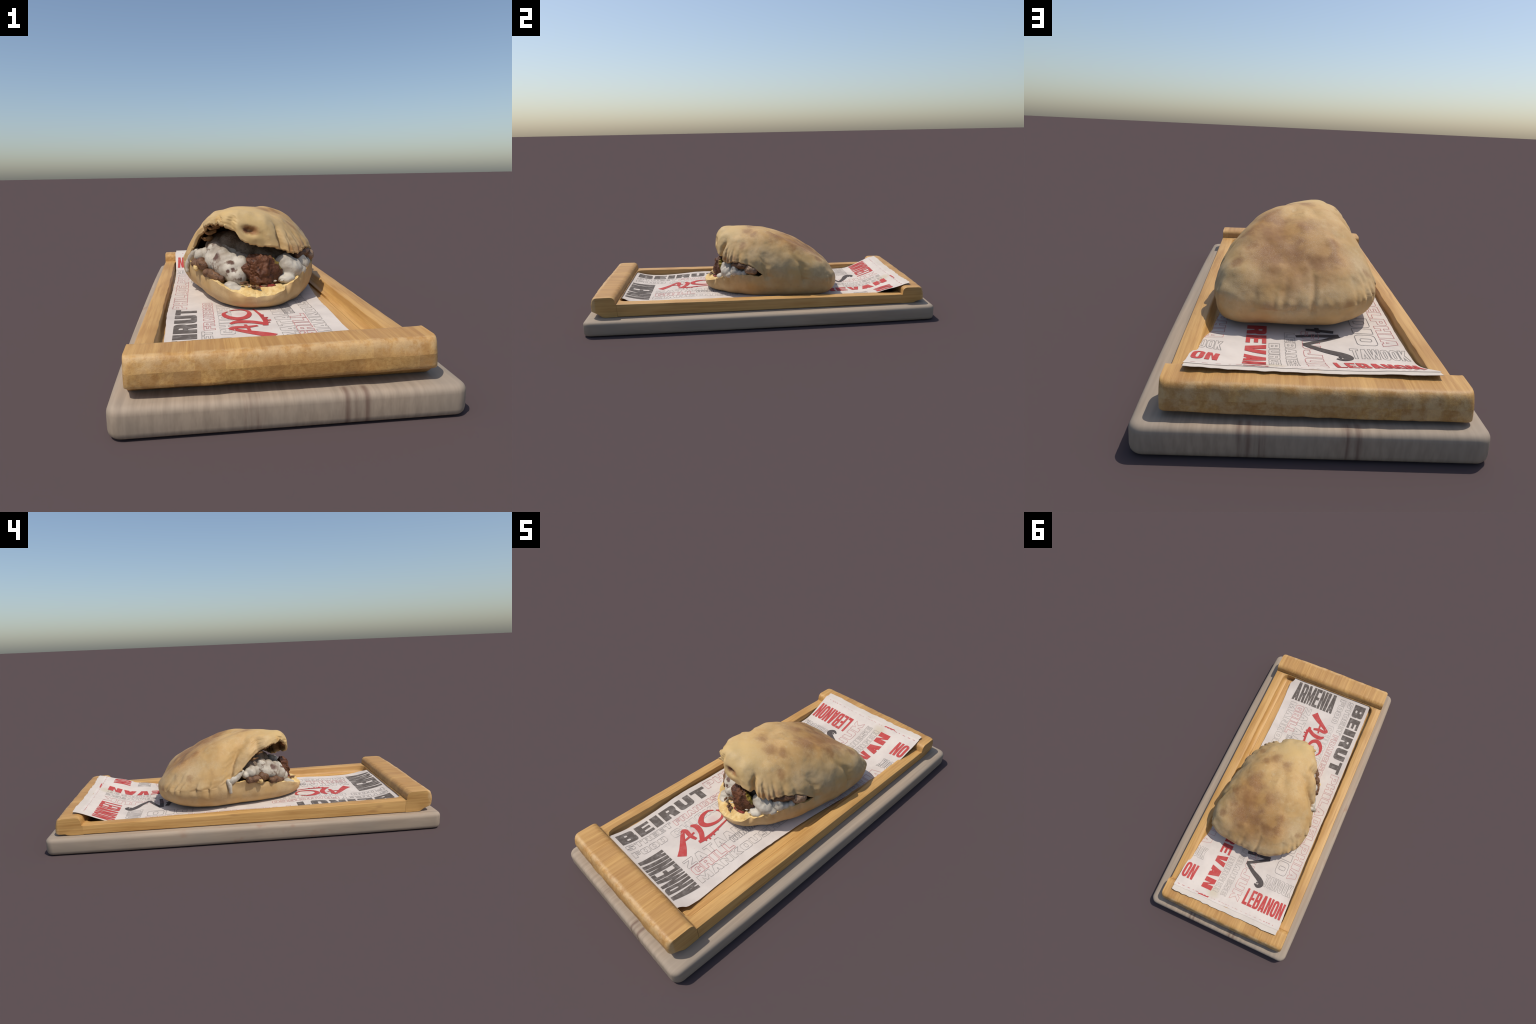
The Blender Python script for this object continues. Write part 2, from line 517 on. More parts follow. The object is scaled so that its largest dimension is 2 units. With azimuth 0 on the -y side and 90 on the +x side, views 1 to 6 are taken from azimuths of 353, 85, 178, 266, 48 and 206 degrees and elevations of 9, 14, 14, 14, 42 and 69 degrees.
def paper_sheet(name, y0, y1, shrink, lift, mat, parent, nx=64, step=.012, ragged=.0015):
    ny = max(2, int((y1 - y0) / step))
    top = []
    for j in range(ny + 1):
        y = lerp(y0, y1, j / ny)
        xl, xr = table(PAPER_LEFT, y) + shrink, table(PAPER_RIGHT, y) - shrink
        xl += ragged * n3(0, y, 0, 40, 1)
        xr += ragged * n3(0, y, 0, 40, 7)
        for i in range(nx + 1):
            x = lerp(xl, xr, i / nx)
            yy = y + (ragged * 1.6 * n3(x, 0, 0, 38, 4) if j in (0, ny) else 0) + .010 * (x + .35) / .7 * sstep(.5, .9, y)
            top.append((x, yy, paper_z(x, yy) + lift))
    n = len(top)
    bot = [(x, y, z - .0011) for x, y, z in top]
    f = grid_faces(ny + 1, nx + 1)
    f += [tuple(n + i for i in reversed(q)) for q in f]
    W = nx + 1
    for j in range(ny):
        a, b = j * W, (j + 1) * W
        f.append((a, b, n + b, n + a))
        f.append((a + nx, n + a + nx, n + b + nx, b + nx))
    for i in range(nx):
        f.append((i, n + i, n + i + 1, i + 1))
        a = ny * W + i
        f.append((a, a + 1, n + a + 1, n + a))
    return put(name, top + bot, f, mat, parent, True, math.radians(50))


# ---- block letters: points (x, y[, corner radius]) in a unit box; s = stem, h = bar thickness
def glyph(ch, s, h):
    m, c = .5, .5
    r = .28
    if ch == 'I':
        return [[(0, 0), (1, 0), (1, 1), (0, 1)]]
    if ch == 'L':
        return [[(0, 0), (1, 0), (1, h * 1.15), (s, h * 1.15), (s, 1), (0, 1)]]
    if ch == 'E':
        return [[(0, 0), (1, 0), (1, h), (s, h), (s, c - h / 2), (.92, c - h / 2), (.92, c + h / 2), (s, c + h / 2), (s, 1 - h), (1, 1 - h), (1, 1), (0, 1)]]
    if ch == 'F':
        return [[(0, 0), (s, 0), (s, c - h / 2), (.92, c - h / 2), (.92, c + h / 2), (s, c + h / 2), (s, 1 - h), (1, 1 - h), (1, 1), (0, 1)]]
    if ch == 'T':
        return [[(m - s / 2, 0), (m + s / 2, 0), (m + s / 2, 1 - h * 1.1), (1, 1 - h * 1.1), (1, 1), (0, 1), (0, 1 - h * 1.1), (m - s / 2, 1 - h * 1.1)]]
    if ch == 'H':
        return [[(0, 0), (s, 0), (s, c - h / 2), (1 - s, c - h / 2), (1 - s, 0), (1, 0), (1, 1), (1 - s, 1), (1 - s, c + h / 2), (s, c + h / 2), (s, 1), (0, 1)]]
    if ch == 'N':
        return [[(0, 0), (s, 0), (s, .60), (1 - s, 0), (1, 0), (1, 1), (1 - s, 1), (1 - s, .42), (s, 1), (0, 1)]]
    if ch == 'M':
        w = s
        return [[(0, 0), (w, 0), (w, .58), (.44, 0), (.56, 0), (1 - w, .58), (1 - w, 0), (1, 0), (1, 1), (1 - w * 1.15, 1), (.5, .46), (w * 1.15, 1), (0, 1)]]
    if ch == 'W':
        return [[(.16, 0), (.40, 0), (.5, .5), (.60, 0), (.84, 0), (1, 1), (1 - s * .9, 1), (.72, .38), (.60, 1), (.40, 1), (.28, .38), (s * .9, 1), (0, 1)]]
    if ch == 'V':
        a = min(.26, s * .62)
        return [[(.5 - a, 0), (.5 + a, 0), (1, 1), (1 - s, 1), (.5, .30), (s, 1), (0, 1)]]
    if ch == 'A':
        a = min(.26, s * .62)
        g = .5 - a
        b0, b1 = .13, .13 + h * .8
        top = (.5 - s) / g if s < .48 else .3
        out = [[(0, 0), (s, 0), (s + g * b0 * .9, b0), (1 - s - g * b0 * .9, b0), (1 - s, 0), (1, 0), (.5 + a, 1), (.5 - a, 1)]]
        if top > b1 + .06:
            out.append([(s + g * b1, b1), (1 - s - g * b1, b1), (.5, top)])
        return out
    if ch == 'K':
        return [[(0, 0), (s, 0), (s, .36), (1 - s * 1.08, 0), (1, 0), (.60, .52), (1, 1), (1 - s * 1.08, 1), (s, .62), (s, 1), (0, 1)]]
    if ch == 'Z':
        return [[(0, 0), (1, 0), (1, h), (s * 1.25, h), (1, 1 - h), (1, 1), (0, 1), (0, 1 - h), (1 - s * 1.25, 1 - h), (0, h)]]
    if ch == 'O':
        return [[(0, 0, r), (1, 0, r), (1, 1, r), (0, 1, r)], [(s, h, r * .5), (1 - s, h, r * .5), (1 - s, 1 - h, r * .5), (s, 1 - h, r * .5)]]
    if ch == 'D':
        return [[(0, 0), (1, 0, r), (1, 1, r), (0, 1)], [(s, h), (1 - s, h, r * .5), (1 - s, 1 - h, r * .5), (s, 1 - h)]]
    if ch == 'U':
        return [[(0, 0, r), (1, 0, r), (1, 1), (1 - s, 1), (1 - s, h * 1.1, r * .5), (s, h * 1.1, r * .5), (s, 1), (0, 1)]]
    if ch == 'J':
        return [[(0, 0, r), (1, 0, r), (1, 1), (1 - s, 1), (1 - s, h, r * .4), (s, h, r * .4), (s, .36), (0, .36)]]
    if ch == 'C':
        return [[(0, 0, r), (1, 0, r), (1, .38), (1 - s, .38), (1 - s, h, r * .4), (s, h, r * .4), (s, 1 - h, r * .4), (1 - s, 1 - h, r * .4), (1 - s, .62), (1, .62), (1, 1, r), (0, 1, r)]]
    if ch == 'G':
        return [[(0, 0, r), (1, 0), (1, .54), (.55, .54), (.55, .54 - h), (1 - s, .54 - h), (1 - s, h, r * .3), (s, h, r * .4), (s, 1 - h, r * .4), (1 - s, 1 - h, r * .4), (1 - s, .68), (1, .68), (1, 1, r), (0, 1, r)]]
    if ch == 'S':
        return [[(0, 0, r), (1, 0, r), (1, c + h / 2, r * .8), (s, c + h / 2, r * .3), (s, 1 - h, r * .3), (1 - s, 1 - h, r * .3), (1 - s, .70), (1, .70), (1, 1, r),
                 (0, 1, r), (0, c - h / 2, r * .8), (1 - s, c - h / 2, r * .3), (1 - s, h, r * .3), (s, h, r * .3), (s, .30), (0, .30)]]
    if ch == 'P':
        return [[(0, 0), (s, 0), (s, .36), (1, .36, r), (1, 1, r), (0, 1)], [(s, .36 + h), (1 - s, .36 + h, r * .3), (1 - s, 1 - h, r * .3), (s, 1 - h)]]
    if ch == 'R':
        return [[(0, 0), (s, 0), (s, .38), (1 - s * 1.25, .38), (1 - s, 0), (1, 0), (.93, .44), (1, .56, .12), (1, 1, r), (0, 1)],
                [(s, .38 + h), (1 - s, .38 + h, r * .3), (1 - s, 1 - h, r * .3), (s, 1 - h)]]
    if ch == 'B':
        return [[(0, 0), (1, 0, r * .8), (1, .5, r * .5), (.93, .53), (.97, .58, .08), (.97, 1, r * .8), (0, 1)],
                [(s, h), (1 - s, h, r * .3), (1 - s, c - h / 2, r * .3), (s, c - h / 2)],
                [(s, c + h / 2), (.97 - s, c + h / 2, r * .3), (.97 - s, 1 - h, r * .3), (s, 1 - h)]]
    return [[(0, 0), (1, 0), (1, 1), (0, 1)]]


ADV = {'I': .50, 'M': 1.30, 'W': 1.35, 'J': .9, 'L': .88, 'E': .9, 'F': .88}


def rounded(poly, ax, ay):
    """round the flagged corners; radii are given as a share of the letter height"""
    out, n = [], len(poly)
    for i, p in enumerate(poly):
        if len(p) < 3:
            out.append((p[0], p[1]))
            continue
        P = Vector((p[0] * ax, p[1] * ay))
        A = Vector((poly[i - 1][0] * ax, poly[i - 1][1] * ay))
        B = Vector((poly[(i + 1) % n][0] * ax, poly[(i + 1) % n][1] * ay))
        la, lb = (A - P).length, (B - P).length
        da = min(p[2] * ay, la * .49) / max(la, 1e-6)
        db = min(p[2] * ay, lb * .49) / max(lb, 1e-6)
        a, b = P.lerp(A, da), P.lerp(B, db)
        for j in range(6):
            t = j / 5
            q = a * (1 - t) ** 2 + P * 2 * t * (1 - t) + b * t * t
            out.append((q.x / ax, q.y / ay))
    return out


def word_polys(text, length, height, stem, bar, gap=.16):
    w = [ADV.get(c, 1.0) for c in text]
    total = sum(w) + gap * (len(text) - 1)
    k = length / total
    u = 0.0
    res = []
    for c, a in zip(text, w):
        lw = a * k
        s = min(.46, stem / a) if c != 'I' else 1.0
        if c == 'M':
            s = min(s, .27)
        if c == 'W':
            s = min(s, .25)
        res.append([[(u + x * lw, y * height) for x, y in rounded(p, lw, height)] for p in glyph(c, s, bar)])
        u += lw + gap * k
    return res


def split_long(poly, step):
    out = []
    for i in range(len(poly)):
        a, b = poly[i], poly[(i + 1) % len(poly)]
        m = max(1, int(math.dist(a, b) / step + .5))
        out += [(lerp(a[0], b[0], j / m), lerp(a[1], b[1], j / m)) for j in range(m)]
    return out


INK_LIFT = .0011


def drape(verts2d, lift=INK_LIFT):
    return [(x, y, paper_z(x, y) + lift) for x, y in verts2d]


def print_polys(name, groups, mat, parent, lift=INK_LIFT):
    """filled ink areas; groups = list of [outer, hole, hole] polygons in world xy"""
    bm = bmesh.new()
    for g in groups:
        pts = [Vector((x, y, 0)) for p in g for x, y in p]
        vs = [bm.verts.new(p) for p in pts]
        for tri in tessellate_polygon([[Vector((x, y, 0)) for x, y in p] for p in g]):
            try:
                bm.faces.new([vs[i] for i in tri])
            except ValueError:
                pass
    xs = [v.co.x for v in bm.verts]
    ys = [v.co.y for v in bm.verts]
    for lo, hi, no in ((min(ys), max(ys), (0, 1, 0)), (min(xs), max(xs), (1, 0, 0))):
        q = math.ceil(lo / .012) * .012
        while q < hi:
            bmesh.ops.bisect_plane(bm, geom=bm.verts[:] + bm.edges[:] + bm.faces[:], plane_co=Vector(no) * q, plane_no=no)
            q += .012
    bmesh.ops.recalc_face_normals(bm, faces=bm.faces)
    for f in bm.faces:
        if f.normal.z < 0:
            f.normal_flip()
    bm.verts.index_update()
    v = drape([(p.co.x, p.co.y) for p in bm.verts], lift)
    f = [tuple(p.index for p in q.verts) for q in bm.faces]
    bm.free()
    return put(name, v, f, mat, parent, True)


def print_lines(name, groups, width, mat, parent, lift=INK_LIFT):
    """thin printed outlines"""
    v, f = [], []
    for g in groups:
        for poly in g:
            poly = split_long(poly, .014)
            clean = [p for i, p in enumerate(poly) if math.dist(p, poly[i - 1]) > 1e-5]
            n = len(clean)
            if n < 3:
                continue
            b = len(v)
            for i in range(n):
                p0, p, p1 = (Vector(clean[i - 1]), Vector(clean[i]), Vector(clean[(i + 1) % n]))
                d0, d1 = (p - p0).normalized(), (p1 - p).normalized()
                t = d0 + d1
                t = t.normalized() if t.length > 1e-4 else d1
                nn = Vector((-t.y, t.x))
                k = width * .56 / max(.5, abs(nn.dot(Vector((-d1.y, d1.x)))))
                v += drape([tuple(p + nn * k), tuple(p - nn * k)], lift)
            for i in range(n):
                j = (i + 1) % n
                f.append((b + 2 * i, b + 2 * i + 1, b + 2 * j + 1, b + 2 * j))
    ob = put(name, v, f, mat, parent, True)
    return ob


def brush(path, widths, n=40, thick=1.15):
    """a brush stroke polygon along a smooth path with varying width"""
    pts = []
    m = len(path) - 1
    px = [(i, p[0]) for i, p in enumerate(path)]
    py = [(i, p[1]) for i, p in enumerate(path)]
    pw = [(i, w) for i, w in enumerate(widths)]
    c = [Vector((table(px, i * m / n), table(py, i * m / n))) for i in range(n + 1)]
    L, R = [], []
    for i in range(n + 1):
        t = (c[min(n, i + 1)] - c[max(0, i - 1)]).normalized()
        w = max(.0008, table(pw, i * m / n)) * thick / 2
        nn = Vector((-t.y, t.x))
        L.append(tuple(c[i] + nn * w))
        R.append(tuple(c[i] - nn * w))
    return [L + R[::-1]]


def build_paper(mats):
    root = thing("printed_paper", (0, 0, .11), "white printed sandwich paper with red and black words", "paper")
    paper_sheet("sheet", -.818, .845, 0, 0, mats['paper'], root)
    paper_sheet("folded_hem", .818, .877, .004, -.0016, mats['hem'], root, ragged=.003)
    dark, red, gl, rl, gd, gf = (mats[q] for q in ('ink_dark', 'ink_red', 'line_grey', 'line_red', 'line_dark', 'line_faint'))

    def along(polys, y0, xb):       # reads toward +y, letter tops toward -x
        return [[[(xb - q[1], y0 + q[0]) for q in p] for p in g] for g in polys]

    def across(polys, x0, yb):      # reads toward -x, letter tops toward -y
        return [[[(x0 - q[0], yb - q[1]) for q in p] for p in g] for g in polys]

    # (text, start, end, foot, head, stem, bar, how, ink)
    for t, y0, y1, xb, xt, s, h, ink in (("BEIRUT", -.797, -.250, -.238, -.317, .40, .22, dark), ("REVAN", .400, .797, .188, .119, .40, .21, red)):
        print_polys("printed_word", along(word_polys(t, y1 - y0, xb - xt, s, h, .13), y0, xb), ink, root)
    for t, x0, x1, yt, yb, s, h, ink in (("ARMENIA", .210, -.100, -.806, -.667, .40, .15, dark), ("LEBANON", -.085, -.343, .682, .788, .38, .15, red),
                                         ("ON", .336, .258, .688, .788, .38, .15, red)):
        print_polys("printed_word", across(word_polys(t, x0 - x1, yb - yt, s, h, .11), x0, yb), ink, root)
    for t, y0, y1, xb, xt, ink, w in (("STREET", -.796, -.536, -.188, -.223, gl, .0016), ("FRANCISCO", -.522, -.150, -.177, -.215, rl, .0016),
                                      ("FOOD", -.795, -.608, -.127, -.166, gl, .0016), ("CHICKEN", -.577, -.200, -.113, -.162, gf, .0018),
                                      ("ZATAAR", -.643, -.290, .090, .037, gl, .0015), ("GRILL", -.640, -.402, .148, .093, rl, .0020),
                                      ("HUMMUS", -.388, -.180, .119, .081, gd, .0020), ("MANKOUSHE", -.648, -.090, .200, .155, gl, .0015),
                                      ("PHILADELPHIA", -.237, .530, -.277, -.331, rl, .0016), ("DIO", .285, .527, -.190, -.262, gd, .0018),
                                      ("SUJUK", .430, .790, -.002, -.061, rl, .0016), ("LEBANESE", .450, .792, .057, .022, gl, .0014),
                                      ("BURGER", .545, .790, .110, .075, gl, .0014), ("DELPHIA", .120, .538, .323, .265, rl, .0015)):
        print_lines("outlined_word", along(word_polys(t, y1 - y0, xb - xt, .36, .22, .14), y0, xb), w, ink, root)
    for t, x0, x1, yt, yb, ink, w in (("TAWOOK", -.156, -.342, .558, .635, gl, .0016), ("OOK", .333, .260, .566, .642, gl, .0016)):
        print_lines("outlined_word", across(word_polys(t, x0 - x1, yb - yt, .36, .16, .12), x0, yb), w, ink, root)

    # hand-brushed red name
    strokes = [brush([(.006, -.622), (-.030, -.590), (-.080, -.556), (-.126, -.522)], [.040, .032, .022, .017]),
               brush([(-.128, -.528), (-.112, -.512), (-.070, -.514), (-.032, -.505)], [.016, .020, .019, .013]),
               brush([(-.064, -.566), (-.066, -.535), (-.074, -.487)], [.007, .011, .009]),
               brush([(-.124, -.474), (-.096, -.456), (-.046, -.464), (.001, -.494)], [.010, .024, .023, .021]),
               brush([(-.006, -.509), (.000, -.462), (-.008, -.390), (-.026, -.300)], [.017, .015, .011, .006]),
               brush([(-.124, -.322), (-.140, -.350), (-.131, -.392), (-.098, -.423), (-.064, -.412), (-.047, -.372), (-.050, -.330), (-.070, -.305),
                      (-.098, -.300), (-.116, -.312)], [.006, .012, .021, .026, .021, .015, .012, .010, .012, .006], 70)]
    # little skyline of notches under the long foot of the name
    for y, d in ((-.476, .016), (-.455, .022), (-.440, .012), (-.424, .018), (-.408, .008), (-.392, .012)):
        x0 = -.001 - .02 * sstep(-.46, -.30, y)
        strokes.append([[(x0 - .004, y - .006), (x0 + d, y - .005), (x0 + d, y + .004), (x0 - .004, y + .006)]])
    for i, s in enumerate(strokes):
        print_polys("brush_lettering", [s], red, root, INK_LIFT + .00012 * i)
    marks = [brush([(.018, .477), (-.060, .466), (-.134, .461)], [.014, .016, .018], 40, 1.35),
             brush([(-.133, .464), (-.070, .505), (-.005, .541)], [.016, .013, .014], 40, 1.35),
             brush([(-.006, .538), (-.060, .575), (-.120, .606), (-.144, .630), (-.128, .650), (-.104, .642)], [.014, .018, .024, .024, .016, .006], 40, 1.35),
             brush([(-.118, .432), (-.050, .420), (-.02, .418)], [.016, .014, .012], 40, 1.35),
             brush([(-.060, .400), (-.062, .440)], [.012, .012], 40, 1.35),
             brush([(-.122, .634), (-.112, .628)], [.008, .004], 40, 1.35)]
    for i, s in enumerate(marks):
        print_polys("brush_mark", [s], mats['ink_black'], root, INK_LIFT + .00012 * i)
    # broken red line along the fold
    dashes = []
    x = .325
    rnd = random.Random(5)
    while x > -.335:
        L = rnd.uniform(.006, .018)
        yv = .829 + .010 * (x + .35) / .7
        wd = .0007 if -.25 < x < .10 else .0016
        dashes.append([[(x, yv - wd), (x - L, yv - wd), (x - L, yv + wd), (x, yv + wd)]])
        x -= L + rnd.uniform(.006, .022)
    print_polys("fold_dash", dashes, rl, root)
    print_polys("red_dash", [[[(.182, .8395), (.113, .8365), (.113, .8425), (.182, .8455)]]], red, root)
    return root


# ================================================================== 4 SANDWICH
APEX = Vector((-.030, -.066, .505))
# going round from the front by the right side, back and left:
# upper edge x, y, z | lower edge x, y, z | crown exponents p, q | height at which the crown would stand vertical
RIM = [
    (.005, -.252, .361, .000, -.334, .176, 3.83, 2.81, .300), (.049, -.250, .355, .050, -.326, .180, 3.43, 2.56, .290),
    (.090, -.237, .349, .097, -.302, .193, 2.80, 2.26, .280), (.132, -.217, .328, .142, -.252, .213, 2.32, 1.96, .262),
    (.170, -.196, .322, .189, -.203, .240, 2.01, 1.82, .255), (.206, -.158, .333, .224, -.141, .253, 1.83, 1.74, .253),
    (.242, -.103, .331, .250, -.086, .257, 1.68, 1.69, .252), (.269, -.036, .308, .267, -.022, .252, 1.70, 1.65, .250),
    (.279, .030, .250, .278, .030, .249, 1.92, 1.63, .248), (.289, .100, .245, .289, .100, .245, 2.29, 1.62, .245),
    (.303, .179, .240, .303, .179, .240, 2.20, 1.59, .240), (.310, .264, .232, .310, .264, .232, 2.10, 1.56, .232),
    (.311, .337, .225, .311, .337, .225, 1.95, 1.53, .225), (.303, .390, .219, .303, .390, .219, 1.62, 1.59, .219),
    (.280, .425, .214, .280, .425, .214, 1.35, 1.70, .214), (.229, .453, .208, .229, .453, .208, 1.12, 1.82, .208),
    (.161, .465, .203, .161, .465, .203, 1.17, 1.67, .203), (.084, .472, .200, .084, .472, .200, 1.27, 1.58, .200),
    (.010, .471, .200, .010, .471, .200, 1.37, 1.49, .200), (-.054, .466, .202, -.054, .466, .202, 1.29, 1.55, .202),
    (-.112, .462, .205, -.112, .462, .205, 1.21, 1.62, .205), (-.156, .444, .210, -.156, .444, .210, 1.17, 1.74, .210),
    (-.198, .419, .216, -.198, .419, .216, 1.35, 1.48, .216), (-.237, .387, .226, -.237, .387, .226, 1.56, 1.25, .226),
    (-.271, .336, .234, -.271, .336, .234, 1.81, 1.09, .234), (-.289, .259, .236, -.289, .259, .236, 1.97, 1.19, .236),
    (-.290, .189, .236, -.290, .189, .236, 2.08, 1.30, .236), (-.279, .124, .248, -.279, .124, .246, 2.21, 1.42, .245),
    (-.264, .070, .278, -.265, .070, .254, 2.30, 1.45, .247), (-.253, .022, .320, -.247, .013, .258, 2.39, 1.49, .247),
    (-.240, -.029, .370, -.233, -.044, .250, 3.10, 1.60, .247), (-.225, -.088, .412, -.215, -.102, .236, 3.81, 2.04, .250),
    (-.200, -.143, .437, -.187, -.167, .226, 4.47, 2.47, .260), (-.164, -.193, .452, -.152, -.240, .215, 4.54, 3.13, .290),
    (-.123, -.234, .441, -.110, -.292, .197, 5.60, 3.96, .305), (-.086, -.251, .418, -.072, -.322, .185, 5.51, 3.75, .305),
    (-.062, -.256, .392, -.046, -.331, .179, 4.88, 3.40, .305), (-.034, -.256, .370, -.022, -.335, .176, 4.32, 3.09, .302),
]
NS = 480
BREAD_FLOOR = .1185


def rim_at(u):
    """periodic Catmull-Rom over the rim table, u in 0..1"""
    n = len(RIM)
    q = (u % 1.0) * n
    i = int(q)
    t = q - i
    a, b, c, d = (RIM[(i + k) % n] for k in (-1, 0, 1, 2))
    return [.5 * (2 * b[k] + (c[k] - a[k]) * t + (2 * a[k] - 5 * b[k] + 4 * c[k] - d[k]) * t * t + (3 * b[k] - a[k] - 3 * c[k] + d[k]) * t**3)
            for k in range(9)]


LOOP = [rim_at(j / NS) for j in range(NS)]

# folds that run down to the rim: rim position x, y | half width | depth | where on the crown (0 top .. 1 rim) they begin
FOLDS = [(-.040, .476, .009, .026, .72), (.100, .478, .006, .012, .90), (-.075, .476, .006, .010, .88), (.215, .468, .007, .009, .88), (.300, .41, .007, .010, .85), (.170, .474, .011, .010, .80), (.060, .480, .012, .010, .72), (.028, .478, .010, .010, .86), (-.203, .427, .009, .012, .78),
         (-.245, .385, .010, .014, .70), (-.110, .474, .012, .006, .84),
         (.279, .035, .014, .015, .62), (.313, .262, .012, .020, .62), (.304, .165, .010, .007, .82), (.309, .39, .010, .008, .8),
         (.108, -.231, .009, .026, .66), (.136, -.214, .0045, .007, .80), (.156, -.204, .006, .015, .74), (.182, -.187, .004, .007, .84), (.203, -.170, .007, .013, .78), (.232, -.132, .007, .010, .82), (.256, -.075, .008, .007, .85),
         (-.278, .088, .021, .030, .50), (-.240, -.080, .026, .020, .50), (-.292, .195, .009, .014, .82), (-.289, .265, .009, .012, .78), (-.262, .350, .008, .012, .76),
         (-.222, .408, .008, .008, .8), (-.290, .150, .012, .010, .85),
         (-.100, -.254, .010, .012, .62), (-.150, -.218, .008, .010, .70), (.030, -.260, .012, .006, .75)]


def fold_depth(x, y, k, side):
    """inward push of the folds; ridges of dough stand beside each one"""
    d = 0.0
    for i, (fx, fy, w, dep, k0) in enumerate(FOLDS):
        # each fold wanders and changes width on its way down
        kk = k if side == 'top' else 1 + k * .35
        sway = .010 * noise.noise(Vector((kk * 7, i * 3.7, .5))) + .005 * noise.noise(Vector((kk * 19, i * 5.1, 2.5)))
        w *= 1.0 + .45 * noise.noise(Vector((kk * 5, i * 2.3, 7.5))) + .5 * (1 - k if side == 'top' else 0)
        tx, ty = -(fy - .08), fx
        tl = math.hypot(tx, ty)
        sway *= min(1.0, (w / .011) ** 1.5)
        fx, fy = fx + tx / tl * sway, fy + ty / tl * sway
        r2 = (x - fx) ** 2 + (y - fy) ** 2
        if r2 > (6 * w) ** 2:
            continue
        g = math.exp(-r2 / (2 * w * w))
        ridge = math.exp(-r2 / (2 * (2.6 * w) ** 2)) - g
        if side == 'top':
            ramp = sstep(k0 - .12, min(1.0, k0 + .22), k)
        else:
            ramp = max(0, 1 - k * (4 + 3 * (i % 3))) ** 1.5 * .9
        d += dep * ramp * (g - .38 * ridge)
    return d


def crown_point(j, k):
    """k = 0 at the top of the bread, 1 at its upper edge"""
    xu, yu, zl, _, _, _, p, q, zb = LOOP[j]
    v = max(0.0, min(.98, (zl - zb) / (APEX.z - zb)))
    if zl - zb < .004:
        v = 0.0
    t_end = math.acos(min(1, v ** (q / 2)))
    t = t_end * k
    h = max(0.0, math.sin(t)) ** (2 / p)
    z = zb + (APEX.z - zb) * max(0.0, math.cos(t)) ** (2 / q)
    # the edge itself must pass through the rim plan, so widen where the crown is cut early
    h_end = math.sin(t_end) ** (2 / p)
    h = h / lerp(1.0, h_end, .35)
    x, y = lerp(APEX.x, xu, h), lerp(APEX.y, yu, h)
    dx, dy = xu - APEX.x, yu - APEX.y
    L = math.hypot(dx, dy)
    dx, dy = dx / L, dy / L
    d = fold_depth(xu, yu, k, 'top')
    fade = sstep(.06, .35, k)
    lump = .011 * n3(x, y, z, 6.5, 4) + .0065 * n3(x, y, z, 16, 8) + .0012 * n3(x, y, z, 45, 3)
    out = (.004 + lump) * fade * (1 - .5 * sstep(.9, 1, k)) - d
    x += dx * out
    y += dy * out
    z += (.008 * n3(x, y, 0, 7, 14) + .002 * n3(x, y, 0, 22, 6)) * (1 - sstep(.6, 1, k))
    # shallow dent on the crown, hollow in the front fold
    z -= .004 * math.exp(-((x + .045) ** 2 + (y - .16) ** 2) / .005)
    z += .013 * math.exp(-((x + .03) ** 2 / .012 + (y - .19) ** 2 / .022))
    if y < -.15:
        y += .024 * math.exp(-(((x + .028) / 1.7) ** 2 + ((z - .416 + .25 * (x + .028)) ) ** 2) / (2 * .0105 ** 2))
        y -= .003 * math.exp(-((x + .01) ** 2 / .0025 + (z - .378) ** 2 / .0006))
    return Vector((x, y, z))


